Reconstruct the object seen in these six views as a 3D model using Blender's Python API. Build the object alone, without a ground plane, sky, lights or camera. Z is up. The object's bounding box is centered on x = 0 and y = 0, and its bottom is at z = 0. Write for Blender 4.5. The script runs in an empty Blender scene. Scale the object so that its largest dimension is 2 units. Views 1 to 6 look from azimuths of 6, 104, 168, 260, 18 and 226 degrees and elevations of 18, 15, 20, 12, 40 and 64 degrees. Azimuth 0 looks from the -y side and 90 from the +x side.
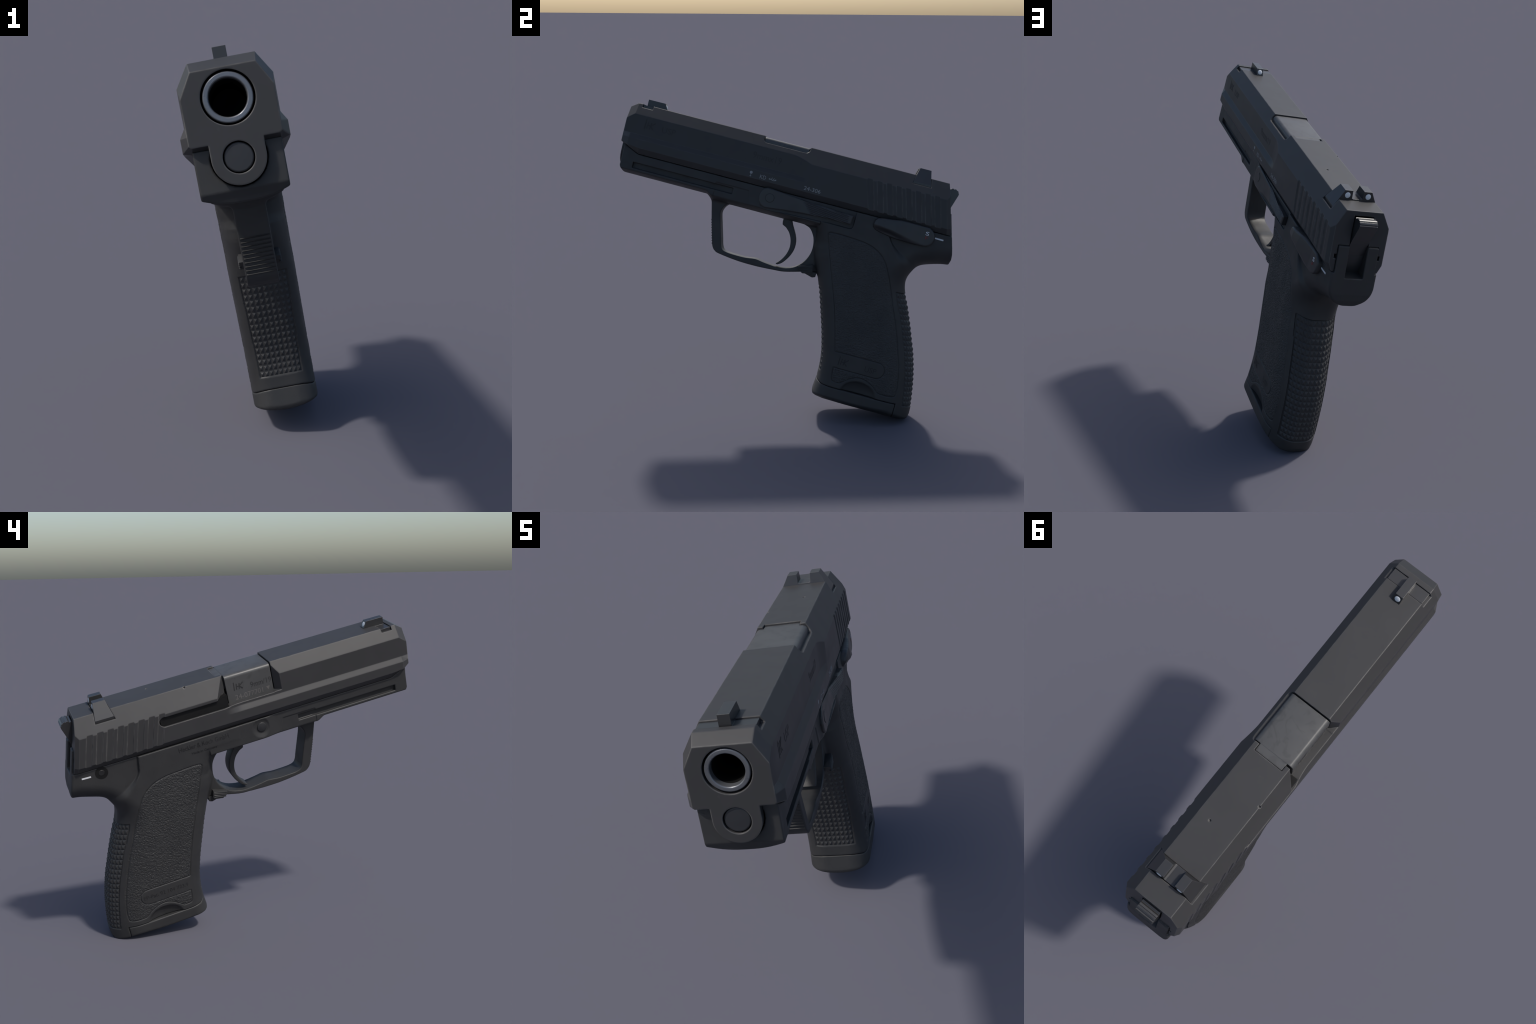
"""Semi-automatic pistol, built part by part.

Local frame of the pistol (all measures below are given in it):
  a : along the slide, muzzle at 0, rear at about 2
  b : sideways, + is the pistol's own left side
  c : up, bore axis at 0
Mesh coordinates are x = b, y = a, z = c, shifted so that the root empty sits at
the foot of the grip; the root empty carries the tilted pose of the whole thing.
"""
import bpy, bmesh, math
import numpy as np
from mathutils import Matrix, Vector

OFF = np.array([0.0, 1.99, -1.31])            # root position in (b, a, c)
AX_A = Vector((-0.11789, 0.96634, -0.22866))
AX_B = Vector((0.96765, 0.16352, 0.19214))
AX_C = Vector((-0.22306, 0.19861, 0.95436))
MUZZLE = Vector((0.07186, -0.94095, 1.70140))
rng = np.random.default_rng(7)

# ------------------------------------------------------------------ materials
def new_mat(name):
    m = bpy.data.materials.new(name)
    m.use_nodes = True
    nt = m.node_tree
    nt.nodes.clear()
    out = nt.nodes.new('ShaderNodeOutputMaterial')
    p = nt.nodes.new('ShaderNodeBsdfPrincipled')
    nt.links.new(p.outputs[0], out.inputs[0])
    return m, nt, p

def N(nt, kind, **kw):
    n = nt.nodes.new(kind)
    for k, v in kw.items():
        if k.startswith('i_'):
            key = k[2:]
            key = int(key) if key.isdigit() else key.replace('_', ' ')
            n.inputs[key].default_value = v
        else:
            setattr(n, k, v)
    return n

def ramp(nt, src, stops):
    r = nt.nodes.new('ShaderNodeValToRGB')
    e = r.color_ramp.elements
    while len(e) < len(stops):
        e.new(0.5)
    for i, (pos, col) in enumerate(stops):
        e[i].position = pos
        e[i].color = (col, col, col, 1) if not isinstance(col, tuple) else (*col, 1)
    nt.links.new(src, r.inputs[0])
    return r.outputs[0]

def mix(nt, fac, c1, c2):
    m = nt.nodes.new('ShaderNodeMix')
    m.data_type = 'RGBA'
    for sock, v in ((0, fac), (6, c1), (7, c2)):
        if isinstance(v, bpy.types.NodeSocket):
            nt.links.new(v, m.inputs[sock])
        else:
            m.inputs[sock].default_value = v if sock == 0 else (*v, 1)
    return m.outputs[2]

def surface(name, col, rough, metallic=0.0, spec=0.5, mottling=0.15, edge=0.0, edge_col=(0.2, 0.2, 0.2),
            grain=0.0, grain_scale=140.0, specks=0.0, round_edge=0.0, rough_var=0.08, smudge=0.0):
    m, nt, p = new_mat(name)
    L = nt.links
    co = N(nt, 'ShaderNodeTexCoord').outputs['Object']
    n1 = N(nt, 'ShaderNodeTexNoise', i_Scale=7.0, i_Detail=5.0, i_Roughness=0.6)
    L.new(co, n1.inputs['Vector'])
    var = ramp(nt, n1.outputs[0], [(0.3, 0.0), (0.7, 1.0)])
    lo = tuple(x * (1 - mottling) for x in col)
    hi = tuple(min(1, x * (1 + mottling)) for x in col)
    color = mix(nt, var, lo, hi)
    if smudge:
        n2 = N(nt, 'ShaderNodeTexNoise', i_Scale=14.0, i_Detail=3.0, i_Distortion=1.6)
        L.new(co, n2.inputs['Vector'])
        s = ramp(nt, n2.outputs[0], [(0.52, 0.0), (0.64, smudge)])
        color = mix(nt, s, color, tuple(x * 0.6 for x in col))
    if specks:
        n3 = N(nt, 'ShaderNodeTexNoise', i_Scale=60.0, i_Detail=2.0)
        L.new(co, n3.inputs['Vector'])
        s = ramp(nt, n3.outputs[0], [(0.72, 0.0), (0.78, specks)])
        color = mix(nt, s, color, tuple(min(1, x * 2.2) for x in col))
    nrm = None
    if round_edge:
        bev = N(nt, 'ShaderNodeBevel', samples=6)
        bev.inputs['Radius'].default_value = round_edge
        nrm = bev.outputs[0]
        if edge:
            geo = N(nt, 'ShaderNodeNewGeometry')
            dot = N(nt, 'ShaderNodeVectorMath', operation='DOT_PRODUCT')
            L.new(nrm, dot.inputs[0]); L.new(geo.outputs['True Normal'], dot.inputs[1])
            e = ramp(nt, dot.outputs['Value'], [(0.86, edge), (0.995, 0.0)])
            n4 = N(nt, 'ShaderNodeTexNoise', i_Scale=18.0, i_Detail=4.0)
            L.new(co, n4.inputs['Vector'])
            w = ramp(nt, n4.outputs[0], [(0.35, 0.25), (0.65, 1.0)])
            mu = N(nt, 'ShaderNodeMath', operation='MULTIPLY')
            L.new(e, mu.inputs[0]); L.new(w, mu.inputs[1])
            color = mix(nt, mu.outputs[0], color, edge_col)  # base colour lightened along edges, painting the highlights where they catch sun
    L.new(color, p.inputs['Base Color'])
    n5 = N(nt, 'ShaderNodeTexNoise', i_Scale=11.0, i_Detail=4.0)
    L.new(co, n5.inputs['Vector'])
    rr = N(nt, 'ShaderNodeMapRange')
    rr.inputs['From Min'].default_value = 0.3; rr.inputs['From Max'].default_value = 0.7
    rr.inputs['To Min'].default_value = rough - rough_var; rr.inputs['To Max'].default_value = rough + rough_var
    L.new(n5.outputs[0], rr.inputs['Value'])
    L.new(rr.outputs[0], p.inputs['Roughness'])
    p.inputs['Metallic'].default_value = metallic
    p.inputs['Specular IOR Level'].default_value = spec
    if grain:
        g = N(nt, 'ShaderNodeTexNoise', i_Scale=grain_scale, i_Detail=3.0, i_Roughness=0.55)
        L.new(co, g.inputs['Vector'])
        b = N(nt, 'ShaderNodeBump')
        b.inputs['Strength'].default_value = grain
        b.inputs['Distance'].default_value = 0.004
        L.new(g.outputs[0], b.inputs['Height'])
        if nrm is not None:
            L.new(nrm, b.inputs['Normal'])
        nrm = b.outputs[0]
    if nrm is not None:
        L.new(nrm, p.inputs['Normal'])
    return m

M_SLIDE = surface('blackened_steel', (0.0362, 0.0358, 0.0368), 0.43, metallic=0.0, spec=0.28, mottling=0.05, rough_var=0.02, edge=0.7,
                  edge_col=(0.17, 0.165, 0.16), round_edge=0.0072, specks=0.12)
M_FRAME = surface('black_polymer', (0.026, 0.026, 0.0265), 0.55, spec=0.4, mottling=0.10, grain=0.10, grain_scale=170)
M_PANEL = surface('stippled_polymer', (0.026, 0.026, 0.0265), 0.50, spec=0.45, mottling=0.10, grain=0.6, grain_scale=240)
M_CHAMBER = surface('bare_chamber_steel', (0.058, 0.0585, 0.0590), 0.40, metallic=0.0, spec=0.42, smudge=0.45, mottling=0.08, rough_var=0.04,
                    round_edge=0.006, edge=0.3, edge_col=(0.2, 0.2, 0.2))
M_BARREL = surface('barrel_steel', (0.15, 0.157, 0.17), 0.30, metallic=0.6, spec=0.6, round_edge=0.004)
M_BORE = surface('bore_dark', (0.004, 0.004, 0.004), 0.6, spec=0.2)  # blackened to bake in the darkness inside the barrel
M_SIGHT = surface('sight_steel', (0.022, 0.022, 0.023), 0.33, spec=0.6, edge=0.4, edge_col=(0.2, 0.195, 0.19), round_edge=0.002, rough_var=0.02, mottling=0.05)
M_SMALL = surface('dark_small_part', (0.022, 0.0225, 0.024), 0.42, spec=0.5, round_edge=0.004, edge=0.25,
                  edge_col=(0.09, 0.09, 0.095), grain=0.05, grain_scale=150)
M_ROD = surface('guide_rod_plastic', (0.020, 0.021, 0.024), 0.5, spec=0.45, round_edge=0.004)
M_WHITE = surface('white_dot_paint', (0.62, 0.64, 0.66), 0.35, spec=0.5, mottling=0.04)
M_PRINT = surface('white_print', (0.55, 0.56, 0.58), 0.5, mottling=0.12)
M_GREYPRINT = surface('faded_print', (0.20, 0.205, 0.21), 0.5, mottling=0.2)
M_ROSEPRINT = surface('worn_number_print', (0.105, 0.098, 0.096), 0.5, mottling=0.2)
M_RED = surface('red_print', (0.17, 0.012, 0.012), 0.5, mottling=0.1)
M_ENGRAVE_SLIDE = surface('slide_engraving', (0.027, 0.027, 0.0278), 0.5, spec=0.28, mottling=0.1)  # flat shapes slightly darker than the surface around them, not cut in
M_ENGRAVE_CHAMBER = surface('chamber_engraving', (0.028, 0.028, 0.0285), 0.5, spec=0.35, mottling=0.1)
M_ENGRAVE = surface('engraving', (0.013, 0.013, 0.014), 0.55, spec=0.35, mottling=0.1)
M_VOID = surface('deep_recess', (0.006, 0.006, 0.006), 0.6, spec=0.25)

# ------------------------------------------------------------------ object helpers
COL = bpy.context.scene.collection
root = bpy.data.objects.new('pistol', None)
COL.objects.link(root)
root['label'] = 'black semi-automatic pistol with polymer frame and ribbed slide'
root['category'] = 'handgun'
rot = Matrix((AX_B, AX_A, AX_C)).transposed().to_4x4()
base = MUZZLE + AX_B * OFF[0] + AX_A * OFF[1] + AX_C * OFF[2]
root.matrix_world = Matrix.Translation(base) @ rot

def XYZ(a, b, c):
    return (b - OFF[0], a - OFF[1], c - OFF[2])

def mesh_from(name, verts, faces):
    """verts in (a, b, c)"""
    me = bpy.data.meshes.new(name)
    me.from_pydata([XYZ(*v) for v in verts], [], faces)
    me.validate(clean_customdata=False)
    return me

def recalc(me):
    bm = bmesh.new(); bm.from_mesh(me)
    bmesh.ops.recalc_face_normals(bm, faces=bm.faces)
    bm.to_mesh(me); bm.free()
    return me

def add(name, me, mat, parent=None, smooth=None, kind=None):
    ob = bpy.data.objects.new(name, me)
    COL.objects.link(ob)
    ob.parent = parent or root
    if mat is not None:
        me.materials.clear(); me.materials.append(mat)
    if smooth is not None:
        set_smooth(me, smooth)
    if kind:
        ob['kind'] = kind
    return ob

def set_smooth(me, angle):
    me.polygons.foreach_set('use_smooth', [True] * len(me.polygons))
    if angle < 180:
        me.set_sharp_from_angle(angle=math.radians(angle))

def prism_data(outline, w0, w1, axis='b'):
    """extrude a closed outline; axis b: outline is (a,c); axis c: (a,b); axis a: (b,c)"""
    def pt(u, v, w):
        return {'b': (u, w, v), 'c': (u, v, w), 'a': (w, u, v)}[axis]
    n = len(outline)
    vs = [pt(u, v, w0) for u, v in outline] + [pt(u, v, w1) for u, v in outline]
    fs = [tuple(range(n)), tuple(range(2 * n - 1, n - 1, -1))]
    fs += [(i, i + n, (i + 1) % n + n, (i + 1) % n) for i in range(n)]
    return vs, fs

def join_data(parts):
    V, F = [], []
    for v, f in parts:
        o = len(V)
        V += list(v); F += [tuple(i + o for i in q) for q in f]
    return V, F

def prism(name, outline, w0, w1, axis='b'):
    return recalc(mesh_from(name, *prism_data(outline, w0, w1, axis)))

def box_data(a0, a1, b0, b1, c0, c1):
    return prism_data([(a0, c0), (a1, c0), (a1, c1), (a0, c1)], b0, b1, 'b')

def circle(u, v, r, n=48, t0=0.0, t1=2 * math.pi, closed=True):
    k = n if closed else n + 1
    return [(u + r * math.cos(t0 + (t1 - t0) * i / n), v + r * math.sin(t0 + (t1 - t0) * i / n)) for i in range(k)]

def bevel_mesh(me, width, seg=2, angle=30):
    bm = bmesh.new(); bm.from_mesh(me)
    bmesh.ops.remove_doubles(bm, verts=bm.verts, dist=1e-6)
    ed = [e for e in bm.edges if len(e.link_faces) == 2 and e.calc_face_angle(0) > math.radians(angle)]
    bmesh.ops.bevel(bm, geom=ed, offset=width, segments=seg, profile=0.5, affect='EDGES', clamp_overlap=True)
    bmesh.ops.recalc_face_normals(bm, faces=bm.faces)
    bm.to_mesh(me); bm.free()
    return me

def boolean(me, cutters):
    """apply a list of (operation, mesh) with the exact solver and return the new mesh"""
    ob = bpy.data.objects.new('work', me); COL.objects.link(ob)
    tmp = []
    for op, cm in cutters:
        co = bpy.data.objects.new('cutter', cm); COL.objects.link(co); tmp.append(co)
        md = ob.modifiers.new('b', 'BOOLEAN'); md.operation = op; md.object = co; md.solver = 'EXACT'
    bpy.context.view_layer.update()
    dg = bpy.context.evaluated_depsgraph_get()
    res = bpy.data.meshes.new_from_object(ob.evaluated_get(dg))
    for o in tmp + [ob]:
        bpy.data.objects.remove(o, do_unlink=True)
    bm = bmesh.new(); bm.from_mesh(res)
    bmesh.ops.remove_doubles(bm, verts=bm.verts, dist=2e-5)
    bmesh.ops.dissolve_degenerate(bm, edges=bm.edges, dist=1e-5)
    bm.to_mesh(res); bm.free()
    return res

def catmull(pts, n=5):
    """open Catmull-Rom curve through points"""
    P = [np.array(p, float) for p in pts]
    P = [2 * P[0] - P[1]] + P + [2 * P[-1] - P[-2]]
    out = []
    for i in range(1, len(P) - 2):
        for k in range(n):
            t = k / n
            q = 0.5 * ((2 * P[i]) + (-P[i-1] + P[i+1]) * t + (2*P[i-1] - 5*P[i] + 4*P[i+1] - P[i+2]) * t * t
                       + (-P[i-1] + 3*P[i] - 3*P[i+1] + P[i+2]) * t ** 3)
            out.append(tuple(q))
    out.append(tuple(P[-2]))
    return out

# ------------------------------------------------------------------ SLIDE
REAR_SLOPE = 0.280
def rear_a(c):
    return 1.9125 + (0.117 - c) * REAR_SLOPE

def half_ring(top, pts):
    """pts run down the left side from the top edge to the bottom edge as (b, c)"""
    return [(b, c) for b, c in pts]

FRONT0 = [(0.0945, 0.0865), (0.1356, 0.0150), (0.1356, -0.063), (0.1356, -0.091), (0.1356, -0.118), (0.128, -0.124)]
FULL_A = [(0.0990, 0.1170), (0.1410, 0.0505), (0.1410, -0.063), (0.1580, -0.091), (0.1580, -0.134), (0.131, -0.142)]
FULL_B = [(0.0990, 0.1170), (0.1410, 0.0505), (0.1410, -0.063), (0.1580, -0.091), (0.1580, -0.140), (0.134, -0.173)]
FULL_R = [(0.0990, 0.1170), (0.1580, 0.0200), (0.1580, -0.063), (0.1580, -0.091), (0.1580, -0.140), (0.134, -0.173)]
END_R  = [(0.0990, 0.1170), (0.1430, 0.0450), (0.1430, -0.063), (0.1430, -0.091), (0.1430, -0.135), (0.124, -0.173)]
def lerp_ring(r0, r1, t):
    return [(p[0] + (q[0] - p[0]) * t, p[1] + (q[1] - p[1]) * t) for p, q in zip(r0, r1)]

stations = [(FRONT0, lambda c: -0.005), (FULL_A, lambda c: 0.039), (FULL_B, lambda c: 0.112),
            (FULL_B, lambda c: 1.005)]
for t in np.linspace(0.1, 1.0, 10):                    # the upper flat swells out to the full width behind the port
    stations.append((lerp_ring(FULL_B, FULL_R, t ** 1.5), lambda c, t=t: 1.005 + 0.110 * t))
stations += [(FULL_R, lambda c: rear_a(c) - 0.024), (END_R, lambda c: rear_a(c))]
V, F = [], []
for ring, fa in stations:
    full = ring + [(-b, c) for b, c in reversed(ring)]
    V += [(fa(c), b, c) for b, c in full]
n = 12
for s in range(len(stations) - 1):
    for i in range(n):
        j = (i + 1) % n
        F.append((s*n + i, s*n + j, (s+1)*n + j, (s+1)*n + i))
F.append(tuple(range(n))); F.append(tuple(range((len(stations)-1)*n, len(stations)*n)))
slide_me = recalc(mesh_from('slide', V, F))

# collar around the guide rod under the muzzle
ROD_C = -0.1714
u_out = [(0.080, -0.10)] + [(-0.0, 0.0)] * 0 + [(0.080 * math.cos(t), ROD_C + 0.080 * math.sin(t))
         for t in np.linspace(0, -math.pi, 33)] + [(-0.080, -0.10)]
collar = prism('collar', u_out, -0.005, 0.115, 'a')
cyl = lambda u, v, r, w0, w1, n=64: prism('cut', circle(u, v, r, n), w0, w1, 'a')

def rounded_rect(a0, a1, c0, c1, r, n=6, corners=(1, 1, 1, 1)):
    out = []
    for k, (x, y, t) in enumerate(((a0, c0, math.pi), (a1, c0, 1.5 * math.pi), (a1, c1, 0), (a0, c1, 0.5 * math.pi))):
        if corners[k]:
            sx, sy = (1 if x == a0 else -1), (1 if y == c0 else -1)
            out += circle(x + sx * r, y + sy * r, r, n, t, t + math.pi / 2, closed=False)
        else:
            out.append((x, y))
    return out

cuts = [('UNION', collar),
        ('DIFFERENCE', cyl(0, 0, 0.0790, -0.2, 0.35)),
        ('DIFFERENCE', cyl(0, ROD_C, 0.0465, -0.2, 0.10, 48)),
        # ejection port: shallow notch over the top and left chamfer, deep opening on the right
        ('DIFFERENCE', prism('port', rounded_rect(0.8065, 1.0850, 0.0785, 0.3, 0.024, corners=(1, 1, 0, 0)), -0.3, 0.3)),
        ('DIFFERENCE', prism('port_side', rounded_rect(0.8075, 1.0900, -0.0475, 0.35, 0.018, corners=(1, 0, 0, 0)), -0.3, -0.02)),
        ('DIFFERENCE', prism('port_tab', rounded_rect(1.06, 1.1200, 0.04, 0.3, 0.004, corners=(0, 0, 0, 0)), -0.0768, 0.0768)),
        ('DIFFERENCE', prism('port_front_relief', [(0.8130, -0.104), (0.770, -0.1455), (0.70, -0.30), (0.90, -0.30), (0.90, -0.104)], -0.0445, 0.3, 'c')),
        ('DIFFERENCE', prism('port_rear_relief', [(1.07, -0.0985), (1.0905, -0.0985), (1.160, -0.168), (1.170, -0.3), (1.07, -0.3)], -0.030, 0.3, 'c')),
        # long slot of the extractor behind the port
        ('DIFFERENCE', prism('extractor_slot', [(1.083, -0.0490), (1.120, -0.0512), (1.459, -0.0512)] + circle(1.459, -0.0235, 0.0277, 12, -math.pi/2, math.pi/2, closed=False)[1:] +
                             [(1.155, 0.0042), (1.10, 0.030), (1.083, 0.030)], -0.4, -0.118)),
        # dovetails of both sights
        ('DIFFERENCE', prism('dovetail_front', [(0.0640, 0.0960), (0.1275, 0.0960), (0.1275, 0.2), (0.0640, 0.2)], -0.3, 0.3)),
        ('DIFFERENCE', prism('dovetail_rear', [(1.7025, 0.0645), (1.8140, 0.0645), (1.8060, 0.1175), (1.8060, 0.3), (1.7160, 0.3), (1.7160, 0.1175)], -0.3, 0.3)),
        # hammer slot and rear channel that receives the frame
        ('DIFFERENCE', recalc(mesh_from('hammer_slot', *box_data(1.80, 2.3, -0.0530, 0.0530, -0.3, 0.0950)))),
        ('DIFFERENCE', recalc(mesh_from('channel', *box_data(1.62, 2.3, -0.1115, 0.1115, -0.3, -0.0465)))),
        ('DIFFERENCE', recalc(mesh_from('rail_notch', *box_data(1.90, 2.3, -0.1240, 0.1240, -0.1130, -0.0900)))),
        ]
# slanted grasping grooves
pk = []
for side in (1, -1):
    for j in range(8):
        a0 = 1.4445 + 0.05665 * j
        sh = 0.293
        top, bot = 0.10, -0.22
        def q(a, c):
            return a + (0.019 - c) * sh
        lo = [(q(a0 + 0.004, bot), 0.1535, bot), (q(a0 + 0.036, bot), 0.1535, bot), (q(a0 + 0.044, bot), 0.1700, bot), (q(a0 - 0.002, bot), 0.1700, bot)]
        hi = [(q(a0 + 0.004, top), 0.1535, top), (q(a0 + 0.036, top), 0.1535, top), (q(a0 + 0.044, top), 0.1700, top), (q(a0 - 0.002, top), 0.1700, top)]
        vs = [(x, y * side, z) for x, y, z in lo + hi]
        pk.append((vs, [(0, 1, 2, 3), (7, 6, 5, 4), (0, 4, 5, 1), (1, 5, 6, 2), (2, 6, 7, 3), (3, 7, 4, 0)]))
cuts.append(('DIFFERENCE', recalc(mesh_from('grooves', *join_data(pk)))))
# two tiny pin holes on the top
cuts.append(('DIFFERENCE', prism('pin_hole', circle(1.483, 0.034, 0.006, 10), 0.110, 0.2, 'c')))
cuts.append(('DIFFERENCE', prism('pin_hole', circle(1.303, -0.098, 0.006, 10), 0.106, 0.2, 'c')))
slide_me = boolean(slide_me, cuts)
slide = add('slide', slide_me, M_SLIDE, smooth=9)

# dark floor of the extractor slot
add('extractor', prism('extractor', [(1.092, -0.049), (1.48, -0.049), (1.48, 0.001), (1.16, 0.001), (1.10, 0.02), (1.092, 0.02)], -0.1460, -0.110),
    M_VOID, slide, smooth=25)

# ------------------------------------------------------------------ BARREL
def lathe(profile, v, n=64):
    """profile of (a, r) around the axis through (b=0, c=v)"""
    V, F = [], []
    for a, r in profile:
        V += [(a, r * math.cos(2*math.pi*i/n), v + r * math.sin(2*math.pi*i/n)) for i in range(n)]
    for s in range(len(profile) - 1):
        for i in range(n):
            j = (i + 1) % n
            F.append((s*n+i, s*n+j, (s+1)*n+j, (s+1)*n+i))
    return V, F

barrel = add('barrel', recalc(mesh_from('barrel', *lathe([(0.34, 0.0735), (0.005, 0.0735), (0.000, 0.0725), (-0.002, 0.070), (-0.002, 0.0590), (0.000, 0.0565), (0.006, 0.0550), (0.022, 0.0545)], 0.0))),
             M_BARREL, smooth=18)
bv, bf = lathe([(0.0215, 0.0546), (0.34, 0.0540), (0.34, 0.0005)], 0.0)
add('bore', recalc(mesh_from('bore', bv, bf)), M_BORE, barrel, smooth=40)
hood_sec = [(-0.107, -0.08), (0.107, -0.08)] + circle(0.107 - 0.022, 0.1105 - 0.022, 0.022, 8, 0, math.pi/2, closed=False) + \
           circle(-0.107 + 0.022, 0.1105 - 0.022, 0.022, 8, math.pi/2, math.pi, closed=False)
hood = prism('chamber', hood_sec, 0.8135, 1.0790, 'a')
hood = boolean(hood, [('UNION', prism('tab', [(-0.0745, 0.03), (0.0745, 0.03), (0.0745, 0.1098), (-0.0745, 0.1098)], 1.05, 1.1175, 'a'))])
chamber = add('chamber', hood, M_CHAMBER, barrel, smooth=30)

# ------------------------------------------------------------------ GUIDE ROD
add('guide_rod', recalc(mesh_from('guide_rod', *lathe([(0.12, 0.0440), (0.006, 0.0440), (0.0015, 0.0425), (0.000, 0.039), (0.000, 0.0004)], ROD_C, 48))), M_ROD, smooth=14)

# ------------------------------------------------------------------ SIGHTS
def dot(center, normal, r, parent):
    """slightly domed painted dot"""
    nrm = Vector((normal[1], normal[0], normal[2])).normalized()
    q = nrm.to_track_quat('Z', 'Y').to_matrix()
    V, F = [], []
    rings, k = 4, 32
    for s in range(rings + 1):
        f = s / rings
        rr = r * f; h = 0.0022 * (1 - f * f) - (0.0012 if s == rings else 0)
        for i in range(k):
            t = 2 * math.pi * i / k
            V.append(q @ Vector((rr * math.cos(t), rr * math.sin(t), h)))
    for s in range(rings):
        for i in range(k):
            j = (i + 1) % k
            F.append((s*k+i, s*k+j, (s+1)*k+j, (s+1)*k+i))
    c = Vector(XYZ(*center))
    me = bpy.data.meshes.new('sight_dot')
    me.from_pydata([tuple(c + v) for v in V], [], F)
    bm = bmesh.new(); bm.from_mesh(me); bmesh.ops.remove_doubles(bm, verts=bm.verts, dist=1e-6); bm.to_mesh(me); bm.free()
    return add('sight_dot', me, M_WHITE, parent, smooth=60)

fs_base = box_data(0.0665, 0.1245, -0.0975, 0.0975, 0.0945, 0.1125)
fs_blade = prism_data([(0.0710, 0.100), (0.0710, 0.1545), (0.1745, 0.1552), (0.1950, 0.1178), (0.1245, 0.1172), (0.1245, 0.100)], -0.0203, 0.0203)
fs = boolean(recalc(mesh_from('front_sight', *fs_base)), [('UNION', recalc(mesh_from('blade', *fs_blade)))])
front_sight = add('front_sight', fs, M_SIGHT, slide)
dn = (0.0374, 0.0, 0.0205)
dot((0.18495 + 0.0004, 0.0, 0.1362 + 0.0002), dn, 0.0155, front_sight)

rs_sec = [(0.1215, 0.0660), (0.1215, 0.0790), (0.0735, 0.1630), (0.0310, 0.1630), (0.0290, 0.1235), (0.0205, 0.1215)]
rs_full = rs_sec + [(-b, c) for b, c in reversed(rs_sec)]
def rs_a(c, back):
    t = (c - 0.066) / (0.163 - 0.066)
    return (1.8125 + (1.7945 - 1.8125) * t) if back else (1.7040 + (1.7290 - 1.7040) * t)
V = [(rs_a(c, 0), b, c) for b, c in rs_full] + [(rs_a(c, 1), b, c) for b, c in rs_full]
k = len(rs_full)
F = [tuple(range(k)), tuple(range(2*k-1, k-1, -1))] + [(i, (i+1) % k, (i+1) % k + k, i + k) for i in range(k)]
rear_sight = add('rear_sight', recalc(mesh_from('rear_sight', V, F)), M_SIGHT, slide)
for s in (1, -1):
    dot((rs_a(0.1395, 1) + 0.0006, 0.0560 * s, 0.1395), (0.097, 0, 0.018), 0.0155, rear_sight)

# ------------------------------------------------------------------ HAMMER
ham = [(1.880, -0.10), (1.880, 0.040), (1.912, 0.082), (1.932, 0.0900), (1.940, 0.0880), (1.946, 0.0945), (1.955, 0.0965), (1.959, 0.0930),
       (1.965, 0.0962), (1.973, 0.0945), (1.9755, 0.0895), (1.981, 0.0905), (1.9875, 0.0840), (1.9865, 0.0790), (1.9915, 0.0760), (1.9920, 0.0665),
       (1.9890, 0.0560), (1.9680, -0.0140), (1.9600, -0.050), (1.9580, -0.10)]
hammer = add('hammer', prism('hammer', [(a - 0.006, c) for a, c in ham], -0.0480, 0.0480), M_SIGHT, smooth=12)
add('hammer_axle', prism('hammer_axle', [(1.84, -0.21), (1.945, -0.21), (1.952, -0.15), (1.948, -0.095), (1.935, -0.075), (1.84, -0.075)], -0.0485, 0.0485), M_SMALL, hammer, smooth=30)

# ------------------------------------------------------------------ FRAME AND GRIP as one distance field
def psdf(poly, a, c):
    """signed distance to a closed polygon in the (a, c) plane, negative inside"""
    a = np.asarray(a, np.float64); c = np.asarray(c, np.float64)
    a, c = np.broadcast_arrays(a, c)
    d = np.full(a.shape, 1e9); ins = np.zeros(a.shape, bool)
    m = len(poly)
    for i in range(m):
        x0, y0 = poly[i]; x1, y1 = poly[(i + 1) % m]
        ex, ey = x1 - x0, y1 - y0
        wx, wy = a - x0, c - y0
        t = np.clip((wx * ex + wy * ey) / (ex * ex + ey * ey + 1e-18), 0, 1)
        d = np.minimum(d, (wx - t * ex) ** 2 + (wy - t * ey) ** 2)
        if y0 != y1:
            cond = ((y0 > c) != (y1 > c)) & (a < (x1 - x0) * (c - y0) / (y1 - y0) + x0)
            ins ^= cond
    d = np.sqrt(d)
    return np.where(ins, -d, d)

def ext(d2, h, r, b):
    q1 = d2 + r
    q2 = np.abs(b) - h + r
    return np.minimum(np.maximum(q1, q2), 0) + np.sqrt(np.maximum(q1, 0) ** 2 + np.maximum(q2, 0) ** 2) - r

def smin(x, y, k):
    h = np.clip(0.5 + 0.5 * (y - x) / k, 0, 1)
    return y + (x - y) * h - k * h * (1 - h)

def smax(x, y, k):
    return -smin(-x, -y, k)

def sstep(e0, e1, x):
    t = np.clip((x - e0) / (e1 - e0), 0, 1)
    return t * t * (3 - 2 * t)

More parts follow.
